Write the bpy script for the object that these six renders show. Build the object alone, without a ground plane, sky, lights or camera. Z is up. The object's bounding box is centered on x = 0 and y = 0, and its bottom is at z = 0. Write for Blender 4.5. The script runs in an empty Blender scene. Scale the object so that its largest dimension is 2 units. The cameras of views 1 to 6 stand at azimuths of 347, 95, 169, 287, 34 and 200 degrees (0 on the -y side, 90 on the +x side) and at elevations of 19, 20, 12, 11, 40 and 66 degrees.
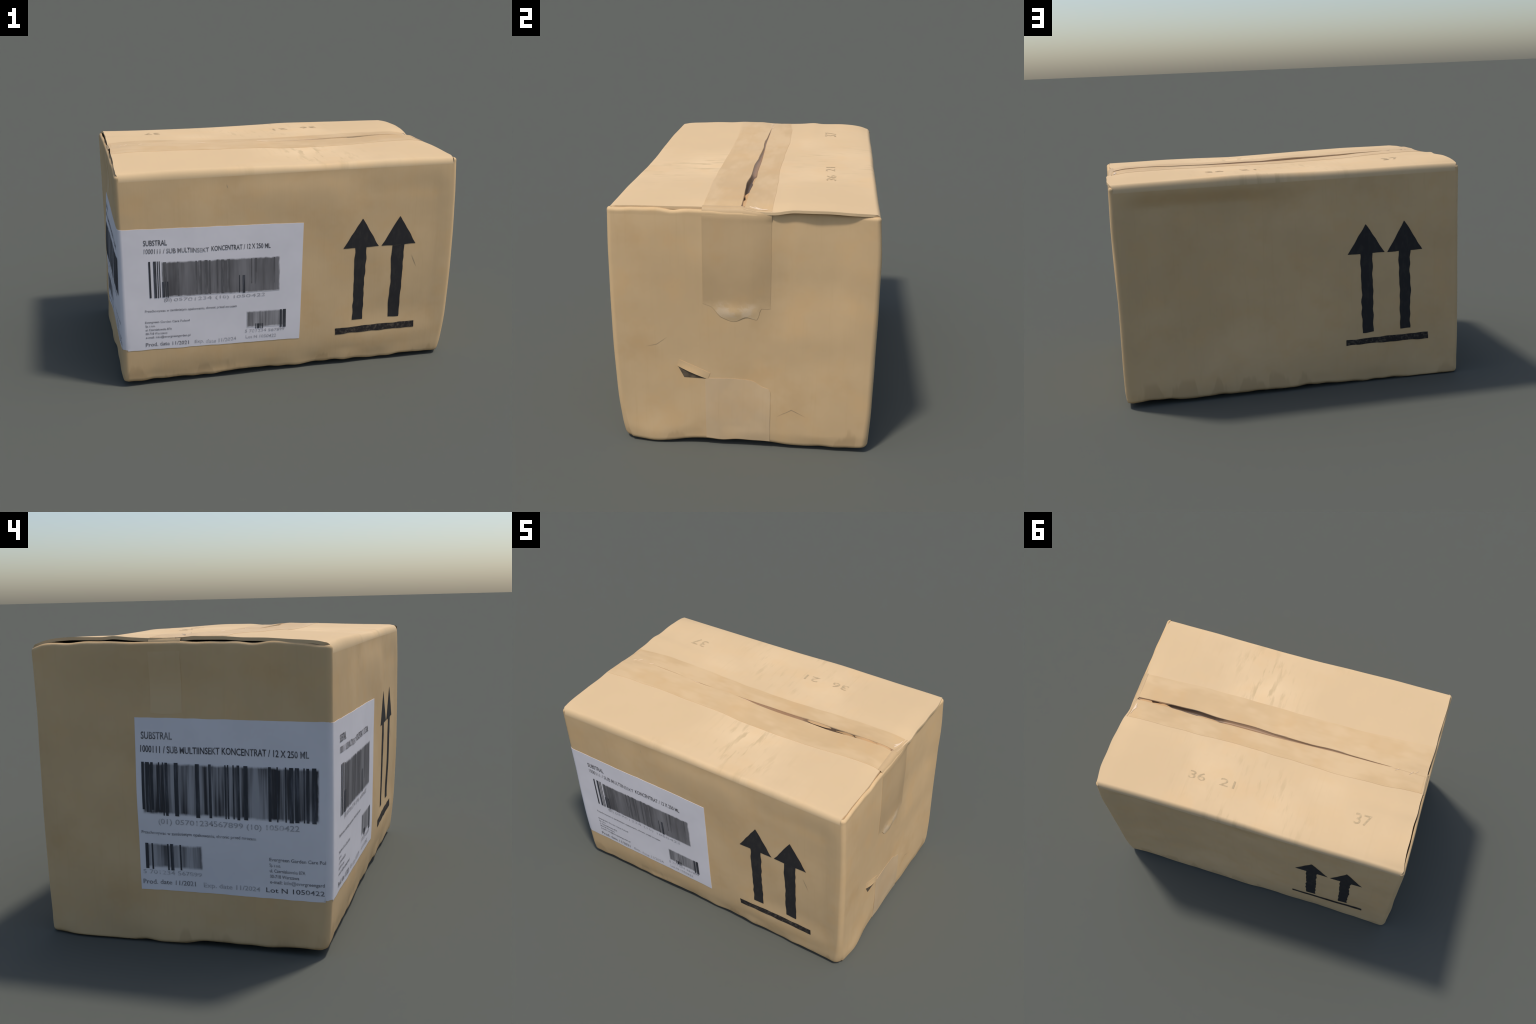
"""A worn, taped cardboard shipping carton with a white label wrapped round one
corner and 'this way up' arrows on both long sides.  Metres, z up."""
import bpy
import math
import random
import numpy as np

rng = np.random.RandomState(7)
rnd = random.Random(11)

# ------------------------------------------------------------------ helpers


def curve(xs, ys):
    """smooth monotone-ish interpolation through a few control points"""
    xs = np.array(xs, float)
    ys = np.array(ys, float)
    d = np.diff(ys) / np.diff(xs)
    m = np.zeros_like(ys)
    m[1:-1] = np.where(d[:-1] * d[1:] > 0, 2 * d[:-1] * d[1:] / (d[:-1] + d[1:] + 1e-12), 0)
    m[0], m[-1] = d[0], d[-1]

    def f(x):
        x = np.clip(np.asarray(x, float), xs[0], xs[-1])
        i = np.clip(np.searchsorted(xs, x) - 1, 0, len(xs) - 2)
        h = xs[i + 1] - xs[i]
        t = (x - xs[i]) / h
        return ((1 + 2 * t) * (1 - t) ** 2 * ys[i] + t * (1 - t) ** 2 * h * m[i]
                + t * t * (3 - 2 * t) * ys[i + 1] + t * t * (t - 1) * h * m[i + 1])
    return f


class Lumps:
    """sum of randomly turned sine waves: soft dents and waviness"""

    def __init__(self, freq, amp, n=14):
        d = rng.normal(size=(n, 3))
        d /= np.linalg.norm(d, axis=1)[:, None]
        self.k = d * (freq * rng.uniform(0.5, 1.6, n))[:, None]
        self.p = rng.uniform(0, 6.283, n)
        self.a = amp * rng.uniform(0.5, 1, n) * math.sqrt(2.0 / n)

    def __call__(self, p):
        return np.sin(np.asarray(p) @ self.k.T + self.p) @ self.a


def smooth(a, b, x):
    t = np.clip((np.asarray(x, float) - a) / (b - a), 0, 1)
    return t * t * (3 - 2 * t)


def grid_faces(r, c, wrap=False, flip=False):
    f = []
    for i in range(r - 1):
        for j in range(c if wrap else c - 1):
            k = (j + 1) % c
            q = (i * c + j, i * c + k, (i + 1) * c + k, (i + 1) * c + j)
            f.append(q[::-1] if flip else q)
    return f


def grid_normals(P, wrap=False):
    """vertex normals of a grid of points, rows x columns x 3"""
    if wrap:
        Q = np.concatenate([P[:, -1:], P, P[:, :1]], 1)
        du = Q[:, 2:] - Q[:, :-2]
    else:
        du = np.gradient(P, axis=1)
    dv = np.gradient(P, axis=0)
    n = np.cross(du, dv)
    return n / (np.linalg.norm(n, axis=2, keepdims=True) + 1e-12)


ROOT = bpy.data.objects.new("cardboard_box", None)
bpy.context.collection.objects.link(ROOT)
ROOT["label"] = "worn brown cardboard box with label, tape and up arrows"
ROOT["category"] = "cardboard box"


def add(name, verts, faces, mat, parent=ROOT, normals=None, sharp=None, kind=None):
    me = bpy.data.meshes.new(name)
    me.from_pydata([tuple(map(float, v)) for v in verts], [], faces)
    me.update()
    me.polygons.foreach_set("use_smooth", [True] * len(me.polygons))
    if sharp is not None:
        me.set_sharp_from_angle(angle=math.radians(sharp))
    if normals is not None:
        me.normals_split_custom_set_from_vertices([tuple(map(float, n)) for n in normals])
    me.materials.append(mat)
    ob = bpy.data.objects.new(name, me)
    bpy.context.collection.objects.link(ob)
    ob.parent = parent
    if kind:
        ob["kind"] = kind
    return ob


# ---------------------------------------------------------------- materials

KRAFT = (0.695, 0.496, 0.279)


def srgb_mul(c, k):
    return tuple(min(1, a * b) for a, b in zip(c, k)) + (1,)


class Nodes:
    def __init__(self, name):
        self.m = bpy.data.materials.new(name)
        self.m.use_nodes = True
        self.t = self.m.node_tree
        self.t.nodes.clear()
        self.out = self.t.nodes.new("ShaderNodeOutputMaterial")
        self.b = self.t.nodes.new("ShaderNodeBsdfPrincipled")
        self.t.links.new(self.b.outputs[0], self.out.inputs[0])
        self.co = self.t.nodes.new("ShaderNodeTexCoord").outputs["Object"]

    def n(self, kind, **kw):
        nd = self.t.nodes.new(kind)
        for k, v in kw.items():
            setattr(nd, k, v)
        return nd

    def put(self, sock, v):
        if hasattr(v, "is_output") or isinstance(v, bpy.types.NodeSocket):
            self.t.links.new(v, sock)
        else:
            sock.default_value = v

    def math(self, op, a, b=0.0, c=0.0, clamp=False):
        nd = self.n("ShaderNodeMath", operation=op, use_clamp=clamp)
        for i, v in enumerate((a, b, c)):
            self.put(nd.inputs[i], v)
        return nd.outputs[0]

    def xyz(self, sc=(1, 1, 1), loc=(0, 0, 0)):
        mp = self.n("ShaderNodeMapping")
        self.t.links.new(self.co, mp.inputs[0])
        mp.inputs["Scale"].default_value = sc
        mp.inputs["Location"].default_value = loc
        return mp.outputs[0]

    def split(self):
        nd = self.n("ShaderNodeSeparateXYZ")
        self.t.links.new(self.co, nd.inputs[0])
        return nd.outputs

    def noise(self, sc, scale=1.0, detail=3.0, rough=0.5, loc=(0, 0, 0)):
        nd = self.n("ShaderNodeTexNoise")
        self.t.links.new(self.xyz(sc, loc), nd.inputs["Vector"])
        nd.inputs["Scale"].default_value = scale
        nd.inputs["Detail"].default_value = detail
        nd.inputs["Roughness"].default_value = rough
        return nd.outputs[0]

    def step(self, v, a, b):
        nd = self.n("ShaderNodeMapRange", interpolation_type='SMOOTHSTEP')
        self.put(nd.inputs[0], v)
        nd.inputs[1].default_value = a
        nd.inputs[2].default_value = b
        return nd.outputs[0]

    def mix(self, f, a, b, mode='MIX'):
        nd = self.n("ShaderNodeMix", data_type='RGBA', blend_type=mode)
        self.put(nd.inputs[0], f)
        self.put(nd.inputs[6], a)
        self.put(nd.inputs[7], b)
        return nd.outputs[2]

    def done(self, col, rough=0.85, spec=0.15, bump=None, strength=0.2, dist=0.004):
        self.put(self.b.inputs["Base Color"], col)
        self.put(self.b.inputs["Roughness"], rough)
        self.put(self.b.inputs["Specular IOR Level"], spec)
        if bump is not None:
            bp = self.n("ShaderNodeBump")
            bp.inputs["Strength"].default_value = strength
            bp.inputs["Distance"].default_value = dist
            self.t.links.new(bump, bp.inputs["Height"])
            self.t.links.new(bp.outputs[0], self.b.inputs["Normal"])
        return self.m


def kraft_paper(name, tint=(1, 1, 1), flute=(1, 1, 0), rough=0.85, spec=0.12, scuffs=False, dark_patches=False, blotch=1.0, fade=None, dark=None, pale=None, patchy=0.0):
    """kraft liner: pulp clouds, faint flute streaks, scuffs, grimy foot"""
    k = Nodes(name)
    base = srgb_mul(KRAFT, tint)
    cloud = k.noise((1, 1, 1), 2.6, 4, 0.55)
    col = k.mix(k.step(cloud, 0.3, 0.7), srgb_mul(base, (1 - .045 * blotch, 1 - .05 * blotch, 1 - .055 * blotch)),
                srgb_mul(base, (1.02, 1.02, 1.02)))
    warm = k.noise((1, 1, 1), 6.5, 3, 0.5, (4, 2, 7))
    col = k.mix(k.math('MULTIPLY', k.step(warm, 0.45, 0.72), 0.42 * blotch), col, srgb_mul(base, (1.0, .945, .87)))
    # flute streaks: noise drawn out along one axis
    st = k.noise(tuple(46 if a else 2.2 for a in flute), 1.0, 3, 0.6)
    col = k.mix(k.math('MULTIPLY', k.step(st, 0.52, 0.78), 0.16), col, srgb_mul(base, (.84, .80, .72)))
    fine = k.noise((1, 1, 1), 120, 2, 0.6)
    col = k.mix(k.math('MULTIPLY', k.step(fine, 0.6, 0.8), 0.06), col, srgb_mul(base, (.7, .66, .6)))
    x, y, z = k.split()
    if scuffs:
        # rubbed, greyish dashes across the flutes, mostly mid-length
        d = k.noise((26, 5.5, 1), 1.0, 3, 0.62, (3, 0, 0))
        near = k.math('SUBTRACT', 1.0, k.step(k.math('ABSOLUTE', k.math('SUBTRACT', x, 0.1)), 0.12, 0.62))
        clump = k.step(k.noise((2.2, 3, 1), 1.0, 2, 0.5, (1, 5, 0)), 0.42, 0.68)
        f = k.math('MULTIPLY', k.math('MULTIPLY', k.step(d, 0.49, 0.66), near), clump)
        col = k.mix(k.math('MULTIPLY', f, 0.85), col, srgb_mul(base, (.72, .71, .66)))
        # cream, lighter area of the front flap beside the seam
        ex = k.math('DIVIDE', k.math('ADD', x, 0.15), 0.62)
        ey = k.math('DIVIDE', k.math('ADD', y, 0.22), 0.30)
        rr = k.math('ADD', k.math('MULTIPLY', ex, ex), k.math('MULTIPLY', ey, ey))
        rr = k.math('ADD', rr, k.math('MULTIPLY', k.noise((3, 5, 1), 1.0, 3, .6, (2, 9, 0)), 1.2))
        col = k.mix(k.math('SUBTRACT', 1.0, k.step(rr, 0.5, 1.5)), col, k.mix(1.0, col, (1.10, 1.12, 1.15, 1), 'MULTIPLY'))
        g = k.noise((1, 1, 1), 1.3, 2, 0.5, (6, 6, 0))
        col = k.mix(k.step(g, 0.35, 0.68), srgb_mul(base, (.93, .92, .90)), col)
    if dark_patches:
        # baked contact shadow, painted as irregular dark patches along the wall foot
        w = k.noise((7.0, 7.0, 1.5), 1.0, 3, 0.55, (2, 8, 0))
        t = k.noise((2.3, 2.3, 0.4), 1.0, 1, 0.5, (5, 1, 0))
        hgt = k.math('MULTIPLY', k.math('MULTIPLY', k.step(w, 0.42, 0.66), k.step(t, 0.36, 0.6)), 0.14)
        f = k.step(k.math('SUBTRACT', hgt, z), -0.01, 0.03)
        col = k.mix(k.math('MULTIPLY', f, 0.30), col, srgb_mul(base, (.60, .54, .50)))
        # handling stains
        q = k.noise((1, 1, 1), 3.3, 4, 0.62, (11, 3, 5))
        col = k.mix(k.math('MULTIPLY', k.step(q, 0.50, 0.72), 0.36), col, srgb_mul(base, (.86, .78, .68)))
    if fade:
        z0, z1 = fade
        wob = k.math('MULTIPLY', k.math('SUBTRACT', k.noise((5, 22, 22), 1.0, 3, .6), .5), 0.10)
        f = k.step(k.math('ADD', z, wob), z0, z1)
        col = k.mix(f, srgb_mul(KRAFT, WALL_TINT), col)
    if patchy:
        q = k.step(k.noise((2.4, 6, 6), 1.0, 3, .6, (7, 4, 1)), .42, .62)
        col = k.mix(k.math('MULTIPLY', q, patchy), col, srgb_mul(KRAFT, (1.02, 1.005, .99)))
    if pale:
        # highlight on the crumpled tape tail, painted as pale flecks
        zc, zw, amount = pale
        q = k.noise((8, 16, 24), 1.0, 4, .6, (2, 2, 2))
        band = k.math('SUBTRACT', 1.0, k.step(k.math('ABSOLUTE', k.math('SUBTRACT', z, zc)), zw * .3, zw))
        inner = k.math('SUBTRACT', 1.0, k.step(k.math('ABSOLUTE', k.math('ADD', y, .035)), .06, .13))
        f = k.math('MULTIPLY', k.math('MULTIPLY', k.step(q, .45, .62), band), inner)
        col = k.mix(k.math('MULTIPLY', f, amount), col, (.80, .68, .53, 1))
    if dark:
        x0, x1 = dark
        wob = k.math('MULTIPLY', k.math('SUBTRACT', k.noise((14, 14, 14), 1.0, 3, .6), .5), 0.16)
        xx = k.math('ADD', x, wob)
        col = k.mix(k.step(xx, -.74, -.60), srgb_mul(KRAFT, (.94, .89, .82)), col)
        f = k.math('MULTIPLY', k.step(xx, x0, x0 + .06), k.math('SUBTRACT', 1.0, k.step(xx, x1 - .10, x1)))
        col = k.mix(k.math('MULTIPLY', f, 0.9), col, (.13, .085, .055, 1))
    hgt = k.math('ADD', k.math('MULTIPLY', st, 0.7), k.math('MULTIPLY', fine, 0.25))
    return k.done(col, rough, spec, hgt, 0.16, 0.004)


def plain(name, col, vary=0.12, rough=0.8, spec=0.1, scale=9.0):
    k = Nodes(name)
    a = tuple(c * (1 - vary) for c in col) + (1,)
    b = tuple(min(1, c * (1 + vary)) for c in col) + (1,)
    return k.done(k.mix(k.step(k.noise((1, 1, 1), scale, 4, 0.6), .3, .7), a, b), rough, spec)


def ink(name, col, paper, wear=0.25, scale=(30, 30, 30), rough=0.75):
    """printing ink that lets some of the sheet below show through"""
    k = Nodes(name)
    w = k.step(k.noise(scale, 1.0, 4, 0.65), 0.46, 0.70)
    return k.done(k.mix(k.math('MULTIPLY', w, wear), tuple(col) + (1,), tuple(paper) + (1,)), rough, 0.1)


def smeared(name, axis, paper, lo, hi, scale=26.0, soft=(0.3, 0.75), rim=None):
    """a smudged barcode: soft grey bands along one axis"""
    k = Nodes(name)
    x, y, z = k.split()
    s = [0.02 * 40, 0.02 * 40, 1.2]
    s[axis] = scale
    n = k.noise(tuple(s), 1.0, 3, 0.62)
    blur = k.noise((7, 7, 5), 1.0, 2, 0.5, (3, 3, 3))
    f = k.math('ADD', k.math('MULTIPLY', n, 0.8), k.math('MULTIPLY', blur, 0.2))
    col = k.mix(k.step(f, *soft), tuple(hi) + (1,), tuple(lo) + (1,))
    if rim:
        # the smudge dies away into the paper round its edge
        h0, h1, z0, z1, slope, origin = rim
        h = (x, y)[axis]
        zz = k.math('ADD', z, k.math('MULTIPLY', k.math('SUBTRACT', h, origin), slope))
        jag = k.math('MULTIPLY', k.math('SUBTRACT', k.noise((30, 30, 14), 1.0, 3, .6), .5), 0.018)
        zz = k.math('ADD', zz, jag)
        hh = k.math('ADD', h, jag)
        m = k.math('MULTIPLY', k.step(zz, z0 - .004, z0 + .012), k.math('SUBTRACT', 1.0, k.step(zz, z1 - .012, z1 + .002)))
        m = k.math('MULTIPLY', m, k.math('MULTIPLY', k.step(hh, h0 - .002, h0 + .010), k.math('SUBTRACT', 1.0, k.step(hh, h1 - .012, h1 + .002))))
        col = k.mix(m, tuple(paper) + (1,), col)
    return k.done(col, 0.75, 0.1)


PAPER = (0.74, 0.69, 0.695)
WALL_TINT = (.965, .925, .87)  # walls tinted darker and warmer towards the scan's baked side shade
M_WALL = kraft_paper("kraft_wall", WALL_TINT, (1, 1, 0), dark_patches=True, blotch=1.5)
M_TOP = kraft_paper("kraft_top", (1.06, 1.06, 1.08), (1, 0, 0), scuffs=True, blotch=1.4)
M_EDGE = kraft_paper("kraft_inside", (.62, .58, .52), (0, 1, 0), blotch=1.5)  # board darkened to deepen the shade in the flap gaps
M_TAPE = kraft_paper("tape_over_kraft", (.925, .875, .80), (0, 1, 0), rough=0.6, spec=0.2, blotch=1.4, patchy=.6)
M_TAPE_END = kraft_paper("tape_over_kraft_end", (.84, .80, .745), (0, 1, 0), rough=0.55, spec=0.25, blotch=1.8, fade=(.70, .82), pale=(.745, .055, .26))
M_TAPE_FOOT = kraft_paper("tape_over_kraft_foot", (.965, .95, .965), (0, 1, 0), rough=0.45, spec=0.35, blotch=1.8, patchy=.35)
M_TAPE_DIP = kraft_paper("tape_in_gap", (.50, .42, .40), (0, 1, 0), rough=0.4, spec=0.35, blotch=1.5, dark=(.37, .90))  # shadow inside the seam slot is coloured into this tape
M_SHRED = kraft_paper("torn_edge", (.86, .76, .68), (0, 1, 0), blotch=2)
M_PAPER = plain("label_paper", PAPER, 0.03, 0.7, 0.15, 4.0)
M_INK = ink("arrow_ink", (0.033, 0.031, 0.031), (0.09, 0.075, 0.06), 0.22, (40, 40, 16))
M_BAR_INK = ink("bar_ink", (0.05, 0.05, 0.055), (0.16, 0.16, 0.18), 0.5, (60, 60, 6))
M_BAR_GREY = ink("bar_ink_faded", (0.115, 0.108, 0.108), (0.24, 0.226, 0.226), 0.8, (50, 50, 5))
M_MARK_INK = ink("wide_bar_ink", (0.032, 0.027, 0.025), (0.18, 0.14, 0.10), 0.5, (60, 60, 60))
M_TEXT = ink("label_ink", (0.085, 0.08, 0.085), (0.36, 0.34, 0.345), 0.7, (22, 22, 30))
M_TEXT_PALE = ink("label_ink_pale", (0.20, 0.188, 0.195), (0.50, 0.47, 0.475), 0.85, (26, 26, 34))
M_TEXT_FAINT = ink("label_ink_faint", (0.40, 0.375, 0.38), (0.66, 0.615, 0.62), 1.0, (26, 26, 34))
M_SMEAR_FRONT = smeared("smudged_bars_front", 0, PAPER, (.085, .078, .078), (.25, .235, .235), 15, rim=(-.738, -.060, .546, .757, .031, -.95))
M_SMEAR_LEFT = smeared("smudged_bars_end", 1, PAPER, (.05, .047, .05), (.36, .34, .345), 34, (.36, .62), rim=(-.586, .150, .560, .774, -.010, .15))
M_SMEAR_SMALL = smeared("smudged_small_bars", 0, PAPER, (.10, .095, .095), (.40, .375, .375), 40, rim=(-.258, -.022, .326, .431, .031, -.95))
M_SMEAR_SMALL_L = smeared("smudged_small_bars_end", 1, PAPER, (.07, .066, .068), (.42, .395, .40), 44, rim=(-.102, .148, .332, .437, -.010, .15))
M_STAMP = ink("stamp_ink", (.51, .37, .21), (.71, .515, .295), 1.0, (44, 44, 44))
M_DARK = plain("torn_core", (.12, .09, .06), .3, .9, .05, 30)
M_CRACK = plain("crack_shadow", (.45, .33, .20), .2, .9, .05, 20)

# ------------------------------------------------------- the carton's walls
# the four upright edges (sharp corner positions) as functions of height
ZK = [0, .08, .25, .5, .8, 1.0, 1.25]
CORNER = {
    "lf": (curve(ZK, [-.972, -.970, -.966, -.967, -.966, -.967, -.964]), curve(ZK, [-.612, -.620, -.627, -.633, -.637, -.637, -.634])),
    "rf": (curve(ZK, [.970, .978, .988, .994, .998, .996, .985]), curve(ZK, [-.605, -.614, -.626, -.633, -.638, -.640, -.634])),
    "rb": (curve(ZK, [.975, .985, .986, .982, .982, .986, .984]), curve(ZK, [.626, .632, .638, .640, .643, .643, .628])),
    "lb": (curve(ZK, [-.965, -.968, -.970, -.969, -.969, -.970, -.972]), curve(ZK, [.622, .625, .627, .630, .627, .624, .628])),
}
ARC0 = {"lf": math.pi, "rf": 1.5 * math.pi, "rb": 0.0, "lb": 0.5 * math.pi}
OUT = {"lf": (-1, -1), "rf": (1, -1), "rb": (1, 1), "lb": (-1, 1)}
CORNER_R = {"lf": curve([0, .2, 1.1, 1.25], [.034, .029, .025, .021]), "rf": curve([0, .12, .3, 1.1, 1.25], [.046, .036, .029, .025, .021]),
            "rb": curve([0, .2, 1.1, 1.25], [.034, .028, .022, .021]), "lb": curve([0, .2, 1.1, 1.25], [.034, .029, .025, .021])}

soft_lumps = Lumps(5.0, .0022)
fine_lumps = Lumps(17.0, .0009)
foot_lumps = Lumps(19.0, .0052)
edge_lumps = Lumps(34.0, .0022)
rag_lumps = Lumps(46.0, .0034)

FACES = {"front": ("lf", "rf", (0, -1)), "right": ("rf", "rb", (1, 0)),
         "back": ("rb", "lb", (0, 1)), "left": ("lb", "lf", (-1, 0))}


def bulge(face, t, z):
    """how far each wall stands out of the plane through its corners"""
    w = 1 - (2 * t - 1) ** 4
    mid = np.exp(-((z - .62) / .42) ** 2)

    def knock(t0, tw, z0, zw):
        return np.exp(-((t - t0) / tw) ** 2 - ((z - z0) / zw) ** 2)

    if face == "left":          # swells low down, most towards the rear
        sag = smooth(0, .10, t) * (1 - smooth(.40, .68, t)) * np.exp(-(z / .17) ** 2)
        return (w * .014 * np.exp(-((z - .5) / .35) ** 2) + .017 * sag + w * .020 * knock(.27, .13, .27, .15)
                + .008 * knock(.32, .14, .62, .20) + .005 * knock(.45, .12, .72, .22) - w * .010 * knock(.5, .45, 1.08, .10))
    if face == "right":         # caves in below the flap at the rear half
        cave = smooth(.52, .68, t) * (1 - smooth(.84, 1.0, t)) * smooth(.58, .92, z)
        return w * (-.008 * np.exp(-((z - .62) / .45) ** 2) - .001) + .017 * knock(.12, .14, .0, .14) - .019 * cave
    if face == "back":          # the wall is stove in on the side away from the arrows
        dent = smooth(-.01, .09, t) * (1 - smooth(.30, .64, t)) * smooth(0, .42, z) * (1 - smooth(1.10, 1.21, z))
        dent = dent * (1 - .45 * knock(.06, .10, .35, .30))
        return w * -.005 * mid - .040 * dent - .010 * knock(.46, .16, 1.05, .10) - .006 * knock(.90, .06, .5, .5)
    low = np.exp(-(z / .10) ** 2)
    return (w * .001 * mid - .007 * knock(.82, .12, .28, .18) - .009 * knock(.54, .24, 1.2, .08) - w * .011 * low
            - .007 * smooth(.62, .75, t) * (1 - smooth(.94, 1.0, t)) * smooth(.15, .35, z) * (1 - smooth(1.05, 1.2, z)))


def foot(x, y):
    """height of the ragged bottom edge round the box"""
    u = np.clip((x + .97) / 1.94, 0, 1)
    v = np.clip((y + .62) / 1.24, 0, 1)
    z = (1 - v) * ((1 - u) * .022 + u * .018) + v * ((1 - u) * -.002 + u * .024)
    z = z - .014 * np.exp(-((x - .97) / .2) ** 2) * (np.exp(-((y + .42) / .14) ** 2) + np.exp(-((y - .38) / .14) ** 2))
    z = z - .012 * np.exp(-((x + .97) / .2) ** 2) * np.exp(-((y - .25) / .35) ** 2)
    return z


def wall_point(face, t, z):
    """points on a flat wall; t runs 0..1 between the two corner roundings"""
    a, b, n = FACES[face]
    ra, rb = CORNER_R[a](z), CORNER_R[b](z)
    ax, ay = CORNER[a][0](z), CORNER[a][1](z)
    bx, by = CORNER[b][0](z), CORNER[b][1](z)
    oa, ob = OUT[a], OUT[b]
    if n[0] == 0:
        x = (ax - oa[0] * ra) * (1 - t) + (bx - ob[0] * rb) * t
        y = ay * (1 - t) + by * t
    else:
        x = ax * (1 - t) + bx * t
        y = (ay - oa[1] * ra) * (1 - t) + (by - ob[1] * rb) * t
    d = bulge(face, t, z)
    return np.stack([x + n[0] * d, y + n[1] * d, z + 0 * x], -1), np.broadcast_to(np.array([n[0], n[1], 0.0]), x.shape + (3,))


def corner_point(c, s, z):
    r = CORNER_R[c](z)
    ang = ARC0[c] + s * math.pi / 2
    nx, ny = np.cos(ang), np.sin(ang)
    cx = CORNER[c][0](z) - OUT[c][0] * r
    cy = CORNER[c][1](z) - OUT[c][1] * r
    return np.stack([cx + r * nx, cy + r * ny, z + 0 * nx], -1), np.stack([nx + 0 * z, ny + 0 * z, 0 * nx + 0 * z], -1)


def finish(p, n, extra=0.0):
    """lumps along the normal and the ragged, tilted foot"""
    z = p[..., 2]
    top = 1 - smooth(1.05, 1.2, z)
    d = soft_lumps(p) * (0.35 + .65 * top) + fine_lumps(p) + extra
    low = 1 - smooth(0.0, .10, z)
    d = d + low * foot_lumps(p + 3.0) * .7
    q = p + n * d[..., None]
    fz = (1 - smooth(0.0, .35, z))
    q[..., 2] += fz * foot(p[..., 0], p[..., 1]) + low * (rag_lumps(p * np.array([1, 1, .2])) + foot_lumps(p * np.array([1, 1, .1])) * .8)
    q[..., 2] = np.where(z < .2, np.maximum(q[..., 2], .0004 + z * .5), q[..., 2])
    return q


def on_wall(face, h, z, lift=0.001):
    """place marks: h is x (front, back) or y (left, right); returns points just off the wall"""
    h = np.asarray(h, float)
    z = np.asarray(z, float)
    a, b, n = FACES[face]
    ax = 0 if n[0] == 0 else 1
    ha = CORNER[a][ax](z) - OUT[a][ax] * CORNER_R[a](z)
    hb = CORNER[b][ax](z) - OUT[b][ax] * CORNER_R[b](z)
    t = (h - ha) / (hb - ha)
    # invert the foot warp so that marks land at their true height
    p, nn = wall_point(face, t, z)
    z0 = z - (1 - smooth(0, .35, z)) * foot(p[..., 0], p[..., 1])
    p, nn = wall_point(face, t, z0)
    return finish(p, nn, lift)


# columns round the carton
NX, NY, NA = 170, 110, 9
cols = []
seg = {}
for name, c_after, n in (("front", "rf", NX), ("right", "rb", NY), ("back", "lb", NX), ("left", "lf", NY)):
    seg[name] = (len(cols), len(cols) + n)
    cols += [("w", name, i / n) for i in range(n)]
    seg[c_after] = (len(cols), len(cols) + NA)
    cols += [("c", c_after, i / NA) for i in range(NA)]
NC = len(cols)
ZF = 1.205     # height where walls end and folds begin
zrows = np.concatenate([np.linspace(0.0, .12, 14)[:-1], np.linspace(.12, 1.1, 74)[:-1], np.linspace(1.1, ZF, 12)])


def ring(zs, inset=None):
    """grid rows x columns of base points and outward normals"""
    P = np.zeros((len(zs), NC, 3))
    N = np.zeros((len(zs), NC, 3))
    for j, (k, name, t) in enumerate(cols):
        f = wall_point if k == "w" else corner_point
        P[:, j], N[:, j] = f(name, np.full(len(zs), t), np.asarray(zs))
    if inset is not None:
        P = P - N * np.asarray(inset)[:, None, None]
    return P, N


# rounded foot: inset rows below z=0.028
RB = .020
ins = np.array([RB * (1 - math.sin(math.acos(max(0, 1 - z / RB)))) if z < RB else 0 for z in zrows])
P0, N0 = ring(zrows, ins)
WALL = finish(P0, N0)
WN = grid_normals(WALL, wrap=True)


def part(name, c0, c1, mat):
    idx = [j % NC for j in range(c0, c1 + 1)]
    g = WALL[:, idx]
    return g, WN[:, idx]


# --------------------------------------------------------------- top of box
# seam, fold and end profiles of the two long flaps
fold_front = curve([-.97, -.6, -.3, 0, .18, .35, .6, .97], [1.247, 1.252, 1.247, 1.241, 1.238, 1.241, 1.244, 1.239])
fold_back = curve([-.97, -.7, -.3, .1, .3, .5, .97], [1.241, 1.246, 1.248, 1.255, 1.259, 1.256, 1.252])
seam_front = curve([-.96, -.8, -.6, -.33, -.18, -.05, .07, .2, .4, .6, .75, .87, .97],
                   [1.267, 1.276, 1.274, 1.267, 1.267, 1.263, 1.257, 1.257, 1.258, 1.262, 1.266, 1.266, 1.251])
seam_back = curve([-.96, -.8, -.6, -.45, -.2, 0, .2, .4, .6, .75, .87, .97],
                  [1.265, 1.274, 1.270, 1.262, 1.256, 1.252, 1.253, 1.256, 1.260, 1.262, 1.258, 1.243])
lip_front = curve([-.96, -.73, -.49, -.34, -.2, 0, .18, .4, .55, .65, .73, .8, .9, .97],
                  [-.012, -.011, -.014, -.020, -.013, -.018, -.027, -.022, -.028, -.022, -.018, -.014, -.010, -.012])
lip_back = curve([-.96, -.8, -.6, -.4, -.2, 0, .1, .3, .42, .55, .7, .8, .9, .97],
                 [-.008, -.007, -.007, -.010, -.005, .000, .002, .004, .010, .008, .006, .007, .008, .004])
left_end = curve([-.62, -.57, -.47, -.366, -.29, -.2, -.09, -.02, .03, .1, .18, .26, .31, .44, .5, .56, .62],
                 [1.244, 1.254, 1.261, 1.267, 1.268, 1.273, 1.273, 1.267, 1.266, 1.268, 1.272, 1.278, 1.274, 1.276, 1.273, 1.264, 1.242])
right_end = curve([-.62, -.6, -.34, -.1, -.02, .03, .07, .14, .24, .38, .5, .6, .62],
                  [1.234, 1.244, 1.250, 1.247, 1.250, 1.244, 1.238, 1.241, 1.255, 1.257, 1.254, 1.248, 1.245])
flap_left = curve([-.61, -.37, -.2, 0, .29, .4, .55, .61], [-.954, -.952, -.947, -.946, -.945, -.947, -.953, -.962])
flap_right_f = curve([-.61, -.58, -.3, -.1, 0], [.962, .968, .967, .962, .960])
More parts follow.
